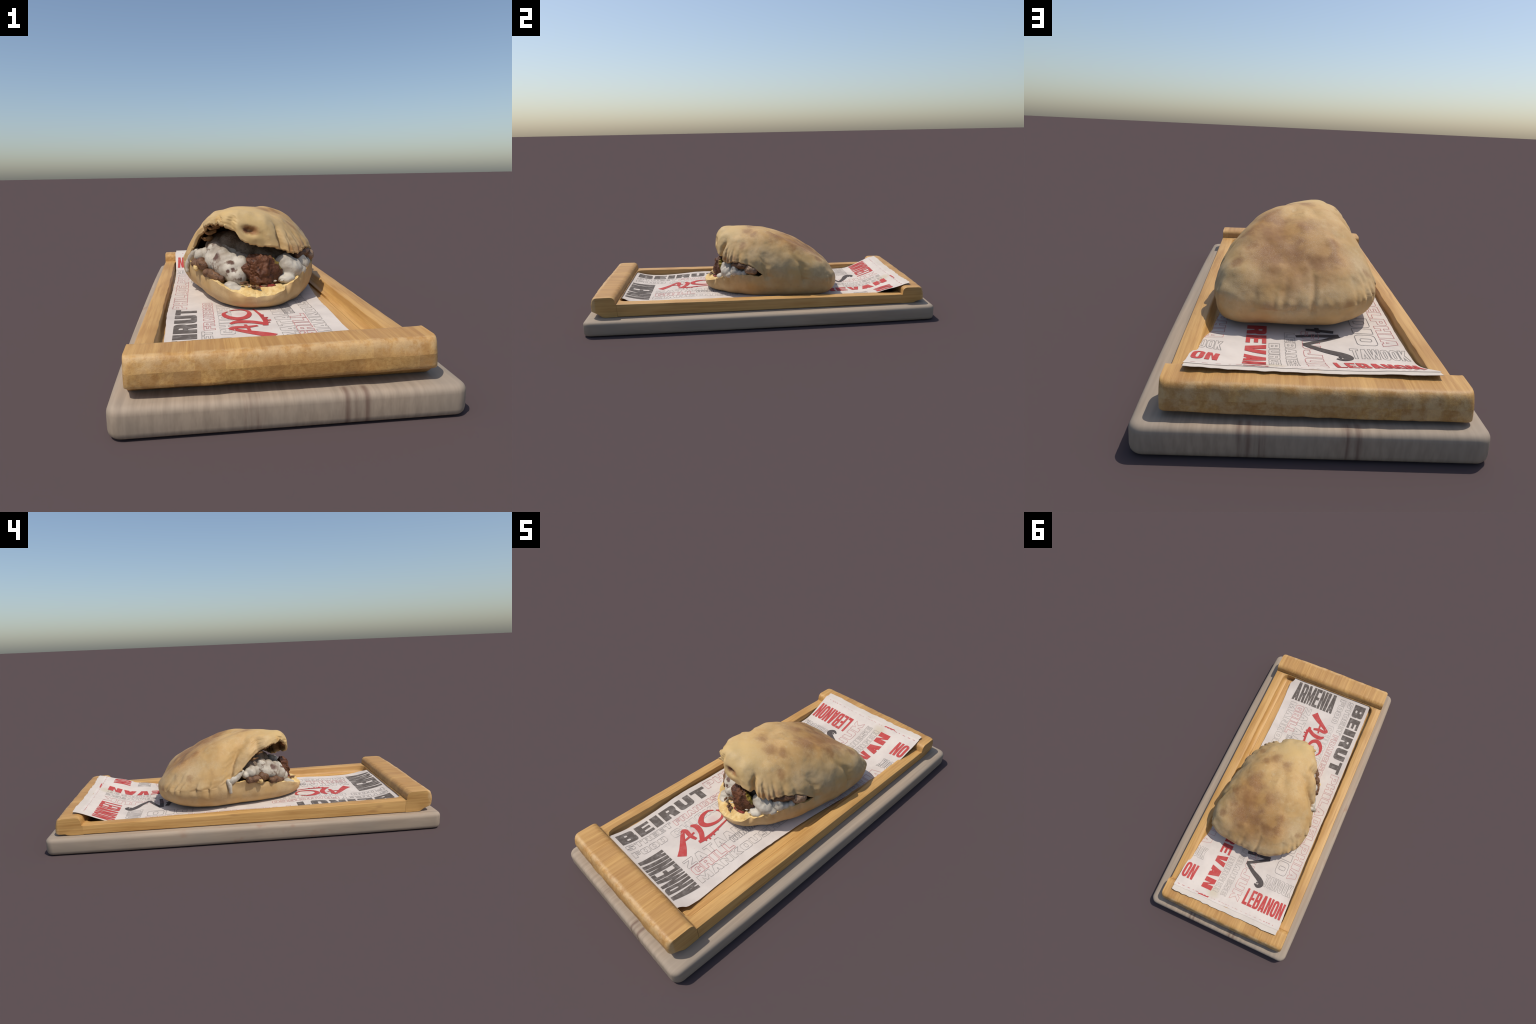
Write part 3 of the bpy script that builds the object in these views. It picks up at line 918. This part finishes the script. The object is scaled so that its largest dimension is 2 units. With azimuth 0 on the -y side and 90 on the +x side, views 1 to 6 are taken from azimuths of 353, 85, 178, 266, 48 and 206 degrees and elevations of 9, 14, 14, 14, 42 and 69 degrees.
def build_bread(mats, root):
    NT = 130
    # spacing denser near the rim
    ks = [1 - (1 - i / NT) ** 1.25 for i in range(1, NT + 1)]
    outer = [[crown_point(j, k) for j in range(NS)] for k in ks]
    ragged = []
    for j in range(NS):
        xu, yu, zl, xl, yl, z2 = LOOP[j][:6]
        ragged.append(sstep(.006, .04, zl - z2))
    for j in range(NS):          # torn edge: small irregular nicks
        e = outer[-1][j]
        rip = 1 + 1.6 * math.exp(-((e.x + .17) ** 2 + (e.y + .18) ** 2) / .004)
        dz = ragged[j] * rip * 1.7 * (.003 * n3(e.x, e.y, 0, 17, 12) + .0045 * n3(e.x, e.y, 0, 38, 2) + .0025 * n3(e.x, e.y, 0, 90, 5))
        for i in range(NT - 14, NT):
            w = ((i - (NT - 15)) / 14) ** 2
            outer[i][j].z += dz * w
    # the crown is one smooth hump where all the sections meet
    flatp = np.array([tuple(outer[i][j]) for i in range(0, NT, 2) for j in range(0, NS, 12)])
    def hump(x, y, s=.034):
        w = np.exp(-((flatp[:, 0] - x) ** 2 + (flatp[:, 1] - y) ** 2) / (2 * s * s)) * areas
        return float((w * flatp[:, 2]).sum() / w.sum())
    rad = np.hypot(flatp[:, 0] - APEX.x, flatp[:, 1] - APEX.y)
    areas = rad ** 1.0 + 1e-4
    for i in range(NT):
        for j in range(NS):
            p = outer[i][j]
            r = math.hypot(p.x - APEX.x, p.y - APEX.y)
            if r < .15:
                p.z = lerp(hump(p.x, p.y), p.z, sstep(.07, .15, r))
    top = Vector((APEX.x, APEX.y, hump(APEX.x, APEX.y)))
    verts = [top] + [p for r in outer for p in r]
    faces = [(0, 1 + j, 1 + (j + 1) % NS) for j in range(NS)]
    faces += grid_faces(NT, NS, True, 1, True)
    # normals of the outer skin for the thickness
    tmp = bpy.data.meshes.new("tmp")
    tmp.from_pydata([tuple(v) for v in verts], [], faces)
    tmp.update()
    nrm = [Vector(v.normal) for v in tmp.vertices]
    bpy.data.meshes.remove(tmp)
    flip = -1 if nrm[0].z < 0 else 1
    nrm = [n * flip for n in nrm]
    if flip < 0:
        faces = [tuple(reversed(f)) for f in faces]
    top_ob = put("upper_bread", verts, faces, mats['bread'], root)
    # inner skin and the rolled lip
    th = .013
    iv, rows = [], []
    last = 1 + (NT - 1) * NS
    lip = []
    for a in range(1, 5):
        ang = math.pi * a / 5
        row = []
        for j in range(NS):
            p, n = verts[last + j], nrm[last + j]
            down = (outer[-1][j] - outer[-4][j]).normalized()
            t = th * lerp(.25, 1, ragged[j])
            row.append(p - n * t / 2 * (1 - math.cos(ang)) + down * t * .5 * math.sin(ang) * ragged[j])
        lip.append(row)
    inner = []
    for i in range(NT - 1, -1, -2):
        row = []
        for j in range(NS):
            p, n = outer[i][j], nrm[1 + i * NS + j]
            row.append(p - n * th * lerp(.25, 1, ragged[j]) * (1 if i > 10 else 1))
        inner.append(row)
    base = [outer[-1][j].copy() for j in range(NS)]
    lv = [p for r in ([base] + lip + inner[:4]) for p in r]
    lip_ob = put("torn_lip", lv, grid_faces(1 + len(lip) + 4, NS, True, 0, flip > 0), mats['lip'], root)
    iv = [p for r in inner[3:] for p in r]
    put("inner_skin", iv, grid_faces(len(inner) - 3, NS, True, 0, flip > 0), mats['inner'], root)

    # ---- lower half: from its rim down the belly to the flat underside
    NB = 44
    C = Vector((0, .085, 0))
    rows = []
    for i in range(NB + 1):
        k = i / NB
        row = []
        for j in range(NS):
            xl, yl, zl = LOOP[j][3:6]
            front = sstep(.05, -.28, yl)
            hb = max(lerp(.66, .79, front), .66 + .11 * sstep(.10, .26, xl))
            if k < .7:
                t = k / .7 * math.pi / 2
                h = hb + (1 - hb) * math.cos(t) ** (.9)
                z = zl - (zl - BREAD_FLOOR) * math.sin(t)
                # gentle belly
                h += .014 * math.sin(2 * t)
            else:
                h = hb * (1 - (k - .7) / .3)
                z = BREAD_FLOOR
            x, y = lerp(C.x, xl, h), lerp(C.y, yl, h)
            dx, dy = xl - C.x, yl - C.y
            L = math.hypot(dx, dy)
            d = fold_depth(LOOP[j][0], LOOP[j][1], k, 'low')
            lump = (.007 * n3(x, y, z, 8, 9) + .003 * n3(x, y, z, 20, 1)) * (1 - sstep(.55, .75, k)) * sstep(0, .12, k)
            x += dx / L * (lump - d)
            y += dy / L * (lump - d)
            row.append(Vector((x, y, z)))
        rows.append(row)
    # the closed part of the seam coincides with the crown's edge
    for j in range(NS):
        w = 1 - ragged[j]
        e = outer[-1][j]
        off = e - rows[0][j]
        off = off * w + Vector((0, 0, (1 - w) * (.005 * n3(e.x, e.y, 0, 30, 3) + .003 * n3(e.x, e.y, 0, 70, 3))))
        for i in range(0, 18):
            rows[i][j] += off * (1 - i / 18) ** 2
    lv = [p for r in rows[:-1] for p in r] + [Vector((C.x, C.y, BREAD_FLOOR))]
    lf = grid_faces(NB, NS, True)
    lf += [((NB - 1) * NS + (j + 1) % NS, (NB - 1) * NS + j, len(lv) - 1) for j in range(NS)]
    low = put("lower_bread", lv, lf, mats['bread_low'], root)
    bm = bmesh.new()
    bm.from_mesh(low.data)
    bmesh.ops.recalc_face_normals(bm, faces=bm.faces)
    bm.to_mesh(low.data)
    bm.free()
    # one run of normals across the closed seam, so that no line shows between the halves
    up, dn = top_ob.data, low.data
    nu = [v.normal.copy() for v in up.vertices]
    nd = [v.normal.copy() for v in dn.vertices]
    for j in range(NS):
        if ragged[j] < .25:
            a = (nu[last + j] + nd[j]).normalized()
            nu[last + j] = a
            nd[j] = a
    up.normals_split_custom_set_from_vertices(nu)
    dn.normals_split_custom_set_from_vertices(nd)
    # ---- crumb bed inside the lower half
    crows = []
    NC = 30
    for i in range(NC + 1):
        k = i / NC
        row = []
        for j in range(NS):
            r0 = rows[0][j]
            x, y = lerp(r0.x, C.x, k * .98), lerp(r0.y, C.y, k * .98)
            fr = sstep(-.20, -.28, r0.y)
            z = r0.z + .004 * math.sin(min(1, k / .05) * math.pi) * ragged[j]
            z = lerp(z, lerp(.207, .203, fr), sstep(.0, lerp(.40, .11, fr), k)) - .03 * (1 - ragged[j]) * sstep(0, .1, k)
            z += ragged[j] * sstep(.01, .06, k) * (.004 * n3(x, y, 0, 32, 7) + .003 * n3(x, y, 0, 75, 2))
            row.append((x, y, z))
        crows += row
    put("crumb", crows, grid_faces(NC + 1, NS, True, 0, True), mats['crumb'], root)


def blob(name, balls, mat, root, voxel=.005, amp=.006, freq=22, seed=0, smooth=4, chain=False):
    """lumpy mass: overlapping spheroids fused by a voxel remesh, then roughened"""
    bm = bmesh.new()
    if chain:
        dense = []
        for p, q in zip(balls[:-1], balls[1:]):
            dense += [tuple(lerp(p[i], q[i], t / 5) for i in range(4)) for t in range(5)]
        balls = dense + [balls[-1]]
    for b in balls:
        x, y, z, r = b[:4]
        sc = b[4] if len(b) > 4 else (1, 1, 1)
        g = bmesh.ops.create_icosphere(bm, subdivisions=3, radius=r)
        for v in g['verts']:
            v.co = Vector((v.co.x * sc[0] + x, v.co.y * sc[1] + y, v.co.z * sc[2] + z))
    me = bpy.data.meshes.new(name)
    bm.to_mesh(me)
    bm.free()
    ob = bpy.data.objects.new(name, me)
    SC.collection.objects.link(ob)
    md = ob.modifiers.new("r", 'REMESH')
    md.mode = 'VOXEL'
    md.voxel_size = voxel
    ms = ob.modifiers.new("s", 'SMOOTH')
    ms.iterations = smooth
    ms.factor = .5
    dg = bpy.context.evaluated_depsgraph_get()
    dg.update()
    new = bpy.data.meshes.new_from_object(ob.evaluated_get(dg))
    ob.modifiers.clear()
    ob.data = new
    new.name = name
    nr = [v.normal.copy() for v in new.vertices]
    for v, n in zip(new.vertices, nr):
        p = v.co
        v.co = p + n * (amp * n3(p.x, p.y, p.z, freq, seed) + amp * .3 * n3(p.x, p.y, p.z, freq * 2.4, seed + 3))
    new.materials.clear()
    new.materials.append(mat)
    for p in new.polygons:
        p.use_smooth = True
    ob.parent = root
    return ob


def build_filling(mats, root):
    blob("sauce", [(-.142, -.095, .280, .060), (-.120, -.155, .272, .054), (-.095, -.190, .253, .050), (-.155, -.098, .324, .034), (-.172, -.050, .284, .044),
                   (-.080, -.215, .228, .042), (-.110, -.060, .290, .075), (-.055, -.150, .255, .065), (-.130, -.142, .314, .030),
                   (-.092, -.180, .297, .026), (-.064, -.195, .277, .036)],
         mats['sauce_spotty'], root, .0035, .009, 14, 3, 20)
    blob("filling", [(.000, -.050, .285, .100), (.080, -.070, .270, .090), (.150, -.060, .270, .075), (.020, -.140, .240, .060), (-.06, .03, .29, .11), (.06, .03, .28, .10),
                     (-.110, -.020, .300, .090), (-.090, -.070, .345, .055), (-.02, -.09, .320, .060), (.06, -.12, .285, .05)],
         mats['filling'], root, .007, .012, 16, 8)
    blob("sauce", [(.114, -.188, .268, .045), (.144, -.184, .247, .047), (.110, -.203, .292, .023), (.168, -.178, .238, .034, (1.2, 1, .8)), (.112, -.226, .222, .032, (1.3, 1, .6))],
         mats['sauce'], root, .004, .008, 24, 12, 12)
    blob("sauce", [(.192, -.148, .282, .023), (.199, -.146, .262, .027), (.184, -.158, .268, .022), (.212, -.122, .258, .022), (.228, -.092, .262, .018)], mats['sauce'], root, .004, .003, 30, 5)
    blob("sauce", [(-.218, -.040, .298, .025), (-.210, -.030, .298, .026), (-.195, -.045, .300, .028), (-.222, -.008, .285, .020)], mats['sauce'], root, .004, .004, 30, 15)
    blob("sauce_pool", [(-.088, -.262, .196, .030, (1.25, 1, .35)), (-.060, -.272, .188, .026, (1.3, .9, .35)), (-.105, -.245, .207, .028, (1, 1, .5)), (-.035, -.262, .190, .022, (1.3, .9, .35))],
         mats['sauce'], root, .004, .002, 25, 6)
    blob("sauce_drip", [(-.256, .085, .262, .016), (-.270, .080, .250, .013), (-.276, .078, .236, .011), (-.277, .077, .222, .009), (-.276, .077, .212, .010)],
         mats['sauce'], root, .003, .0015, 40, 2, 4, True)
    blob("sauce_drip", [(-.258, .072, .262, .016), (-.252, .052, .275, .018), (-.242, .030, .292, .017), (-.230, .010, .306, .014)], mats['sauce'], root, .003, .003, 40, 4, 4, True)
    blob("sauce_drip", [(.190, -.185, .245, .010), (.208, -.148, .256, .010)], mats['sauce'], root, .003, .001, 30, 7)

    # torn strands of dough under the left corner of the upper lip
    for pts in ([(-.176, -.165, .436, .004), (-.160, -.150, .430, .007), (-.125, -.130, .430, .009)],
                [(-.190, -.138, .424, .003), (-.172, -.120, .416, .007), (-.140, -.095, .418, .009)],
                [(-.203, -.106, .402, .003), (-.186, -.086, .394, .008), (-.155, -.065, .398, .010)],
                [(-.210, -.082, .374, .004), (-.196, -.058, .364, .008), (-.170, -.036, .368, .012)]):
        blob("dough_strand", pts, mats['strand'], root, .003, .005, 45, pts[0][0] * 40, 2, True)
    # ragged shreds of meat and curds of sauce lying on the crumb along the opening
    rnd = random.Random(21)
    for kind, count, mat in (("meat_shred", 26, mats['meat']), ("sauce_curd", 12, mats['sauce'])):
        v, f = [], []
        for i in range(count):
            t = rnd.random()
            row = LOOP[int(lerp(.74, 1.20, t) * NS) % NS]
            inn = rnd.uniform(.10, .22)
            c = Vector((lerp(row[3], 0, inn), lerp(row[4], .0, inn), row[5] + rnd.uniform(.0, .022) + (.012 if row[4] < -.25 else 0)))
            bm = bmesh.new()
            bmesh.ops.create_icosphere(bm, subdivisions=3, radius=1)
            a = rnd.uniform(0, 6.28)
            sx, sy, sz = rnd.uniform(.008, .018), rnd.uniform(.004, .008), rnd.uniform(.003, .005)
            o = rnd.uniform(0, 50)
            base = len(v)
            for q in bm.verts:
                p = q.co * (1 + .45 * noise.noise(q.co * 1.6 + Vector((o, 0, 0))))
                x, y, z = p.x * sx, p.y * sy, p.z * sz
                v.append((c.x + x * math.cos(a) - y * math.sin(a), c.y + x * math.sin(a) + y * math.cos(a), c.z + z))
            bm.verts.index_update()
            f += [tuple(base + w.index for w in fc.verts) for fc in bm.faces]
            bm.free()
        ob = put(kind, v, f, mat, root)
        ob["kind"] = "stuff"

    # fried patty standing in the opening
    bm = bmesh.new()
    bmesh.ops.create_icosphere(bm, subdivisions=6, radius=1)
    facets = [(.55, -.25, .80, .052), (-.70, -.30, .65, .058), (.20, -.97, .15, .020), (-.35, -.90, -.25, .030), (.62, -.70, -.35, .046), (-.80, -.2, -.55, .066), (.1, -.75, .65, .042)]
    ca, sa = math.cos(math.radians(-14)), math.sin(math.radians(-14))
    for v in bm.verts:
        x, y, z = v.co
        s = (abs(x) ** 2.8 + abs(y) ** 2.8 + abs(z) ** 2.8) ** (-1 / 2.8)
        x, y, z = x * s * .080, y * s * .028, z * s * .060
        x += .034 * (-z / .060) * (.5 + .5 * x / .080)           # leans out at its lower right
        y += -.018 * (-z / .058) * 0 + .10 * x * x * 3
        q = Vector((x, y, z))
        for nx_, ny_, nz_, lim in facets:            # broken off flat here and there
            over = q.x * nx_ + q.y * ny_ + q.z * nz_ - lim
            if over > 0:
                q -= Vector((nx_, ny_, nz_)) * over * .9
        n = q.normalized()
        chip = .013 * n3(x, y, z, 20, 5) + .009 * n3(x, y, z, 48, 8) + .005 * n3(x, y, z, 110, 2)
        cell = noise.voronoi(Vector((x * 24 + 3, y * 24, z * 24)))[0][0] * .016 - .007
        q += n * (chip + cell)
        xx = q.x * ca - q.z * sa
        zz = q.x * sa + q.z * ca
        yy = q.y + .10 * (q.z) * .9
        v.co = Vector((xx + .024, yy - .246 + .22 * max(0, xx - .02), zz + .259))
    me = bpy.data.meshes.new("meat_patty")
    bm.to_mesh(me)
    bm.free()
    me.materials.append(mats['patty'])
    for p in me.polygons:
        p.use_smooth = True
    ob = bpy.data.objects.new("meat_patty", me)
    SC.collection.objects.link(ob)
    ob.parent = root
    blob("meat_chunk", [(-.214, -.096, .272, .022), (-.204, -.112, .266, .020), (-.196, -.120, .262, .014)], mats['meat'], root, .0035, .006, 40, 3, 2, True)
    blob("meat_chunk", [(-.192, -.150, .240, .018), (-.172, -.178, .238, .018), (-.155, -.200, .232, .015), (-.135, -.215, .226, .012)], mats['meat'], root, .0035, .006, 42, 9, 2, True)
    blob("meat_chunk", [(-.222, -.075, .262, .020), (-.234, -.050, .262, .018), (-.240, -.025, .262, .018)], mats['meat'], root, .0035, .006, 42, 14, 2, True)
    blob("bread_crust", [(-.236, -.088, .250, .013), (-.230, -.078, .250, .011), (-.242, -.082, .256, .008)], mats['crumb'], root, .003, .003, 45, 4, 2)
    blob("meat_chunk", [(.236, -.072, .285, .022), (.244, -.056, .284, .024), (.250, -.035, .280, .022), (.235, -.070, .302, .014)], mats['chicken'], root, .0035, .005, 40, 21, 2, True)
    blob("meat_chunk", [(.178, -.150, .300, .020), (.205, -.120, .305, .022), (.225, -.09, .305, .018)], mats['meat'], root, .0035, .005, 40, 33, 2, True)
    blob("tomato", [(.020, -.275, .197, .020, (1.5, .8, .45)), (.050, -.268, .203, .016, (1.3, .8, .45))], mats['tomato'], root, .0035, .003, 40, 3, 2)


def build_all():
    rail = bamboo("bamboo_rail", 'none', 3)
    floor = bamboo("bamboo_floor", 'none', 11)
    bar = bamboo("bamboo_bar", 'x', 5)
    end = bamboo("bamboo_end_grain", 'xz', 3)
    build_board(make_board_material())
    build_tray({'rail': rail, 'floor': floor, 'bar': bar, 'end': end})
    build_paper({'paper': make_paper_material("paper"), 'hem': make_paper_material("paper_back", .35),
                 'ink_dark': flat_ink("ink_charcoal", (.118, .096, .081), .2), 'ink_black': flat_ink("ink_black_brush", (.085, .070, .064), .06),
                 'ink_red': flat_ink("ink_red", (.47, .062, .057), .08), 'line_grey': flat_ink("ink_grey_line", (.30, .27, .24), .2),
                 'line_red': flat_ink("ink_red_line", (.52, .19, .18), .2), 'line_dark': flat_ink("ink_dark_line", (.20, .18, .17), .1),
                 'line_faint': flat_ink("ink_faint_line", (.46, .42, .38), .2)})
    root = thing("pita_sandwich", (0, 0, .118), "toasted stuffed pita pocket open at front with meat and white sauce", "sandwich")
    patty = make_meat_material("fried_patty", (.22, .075, .028), (.115, .036, .014), (.05, .017, .009))
    pc = patty.b.inputs["Base Color"].links[0].from_socket if patty.b.inputs["Base Color"].links else None
    build_patty_color(patty)
    mats = {'bread': make_bread_material("toasted_bread"), 'bread_low': make_bread_material("toasted_bread_base", 0.0, .15), 'lip': make_bread_material("torn_bread_lip", 1.0, .3),
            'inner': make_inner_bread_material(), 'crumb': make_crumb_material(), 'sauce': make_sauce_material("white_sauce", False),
            'sauce_spotty': make_sauce_material("white_sauce_on_meat", True), 'patty': patty.m,
            'meat': meat_plain("roast_meat", (.20, .10, .045), (.105, .045, .02), (.045, .02, .01)),
            'chicken': meat_plain("pale_meat", (.38, .24, .14), (.26, .14, .08), (.12, .06, .03)),
            'strand': meat_plain("torn_dough", (.40, .22, .085), (.25, .12, .045), (.12, .05, .02)),
            'filling': meat_plain("soaked_filling", (.22, .155, .10), (.15, .10, .06), (.08, .05, .03)),
            'tomato': meat_plain("tomato", (.28, .035, .02), (.20, .02, .012), (.12, .015, .01))}
    build_bread(mats, root)
    build_filling(mats, root)


def build_patty_color(k):
    c = k.mix(k.ramp(k.noise(28, 5, .65), .35, .66), (.150, .052, .018), (.080, .026, .010))
    c = k.mix(k.ramp(k.noise(75, 5, .65), .52, .7), c, (.035, .012, .006))
    c = k.mix(k.ramp(k.noise(110, 3, .6), .68, .8, 0, .5), c, (.30, .17, .10))
    # broken side shows the yellow-green herb filling
    wob = k.math('MULTIPLY', k.math('SUBTRACT', k.noise(50, 3), .5), .03)
    g = k.math('MAXIMUM', k.near((.085, -.215, .285), .022, .036, wob), k.near((.066, -.225, .312), .012, .022, wob))
    herb = k.mix(k.ramp(k.noise(70, 4), .4, .62), (.42, .30, .045), (.14, .10, .02))
    c = k.mix(g, c, herb)
    k.done(c)


def meat_plain(name, a, b, dark):
    k = make_meat_material(name, a, b, dark)
    c = k.mix(k.ramp(k.noise(28, 5, .65), .35, .66), a, b)
    c = k.mix(k.ramp(k.noise(75, 5, .65), .52, .7), c, dark)
    c = k.mix(k.ramp(k.noise(110, 3, .6), .66, .78, 0, .4), c, tuple(min(1, q * 1.8 + .05) for q in a))
    return k.done(c)


build_all()
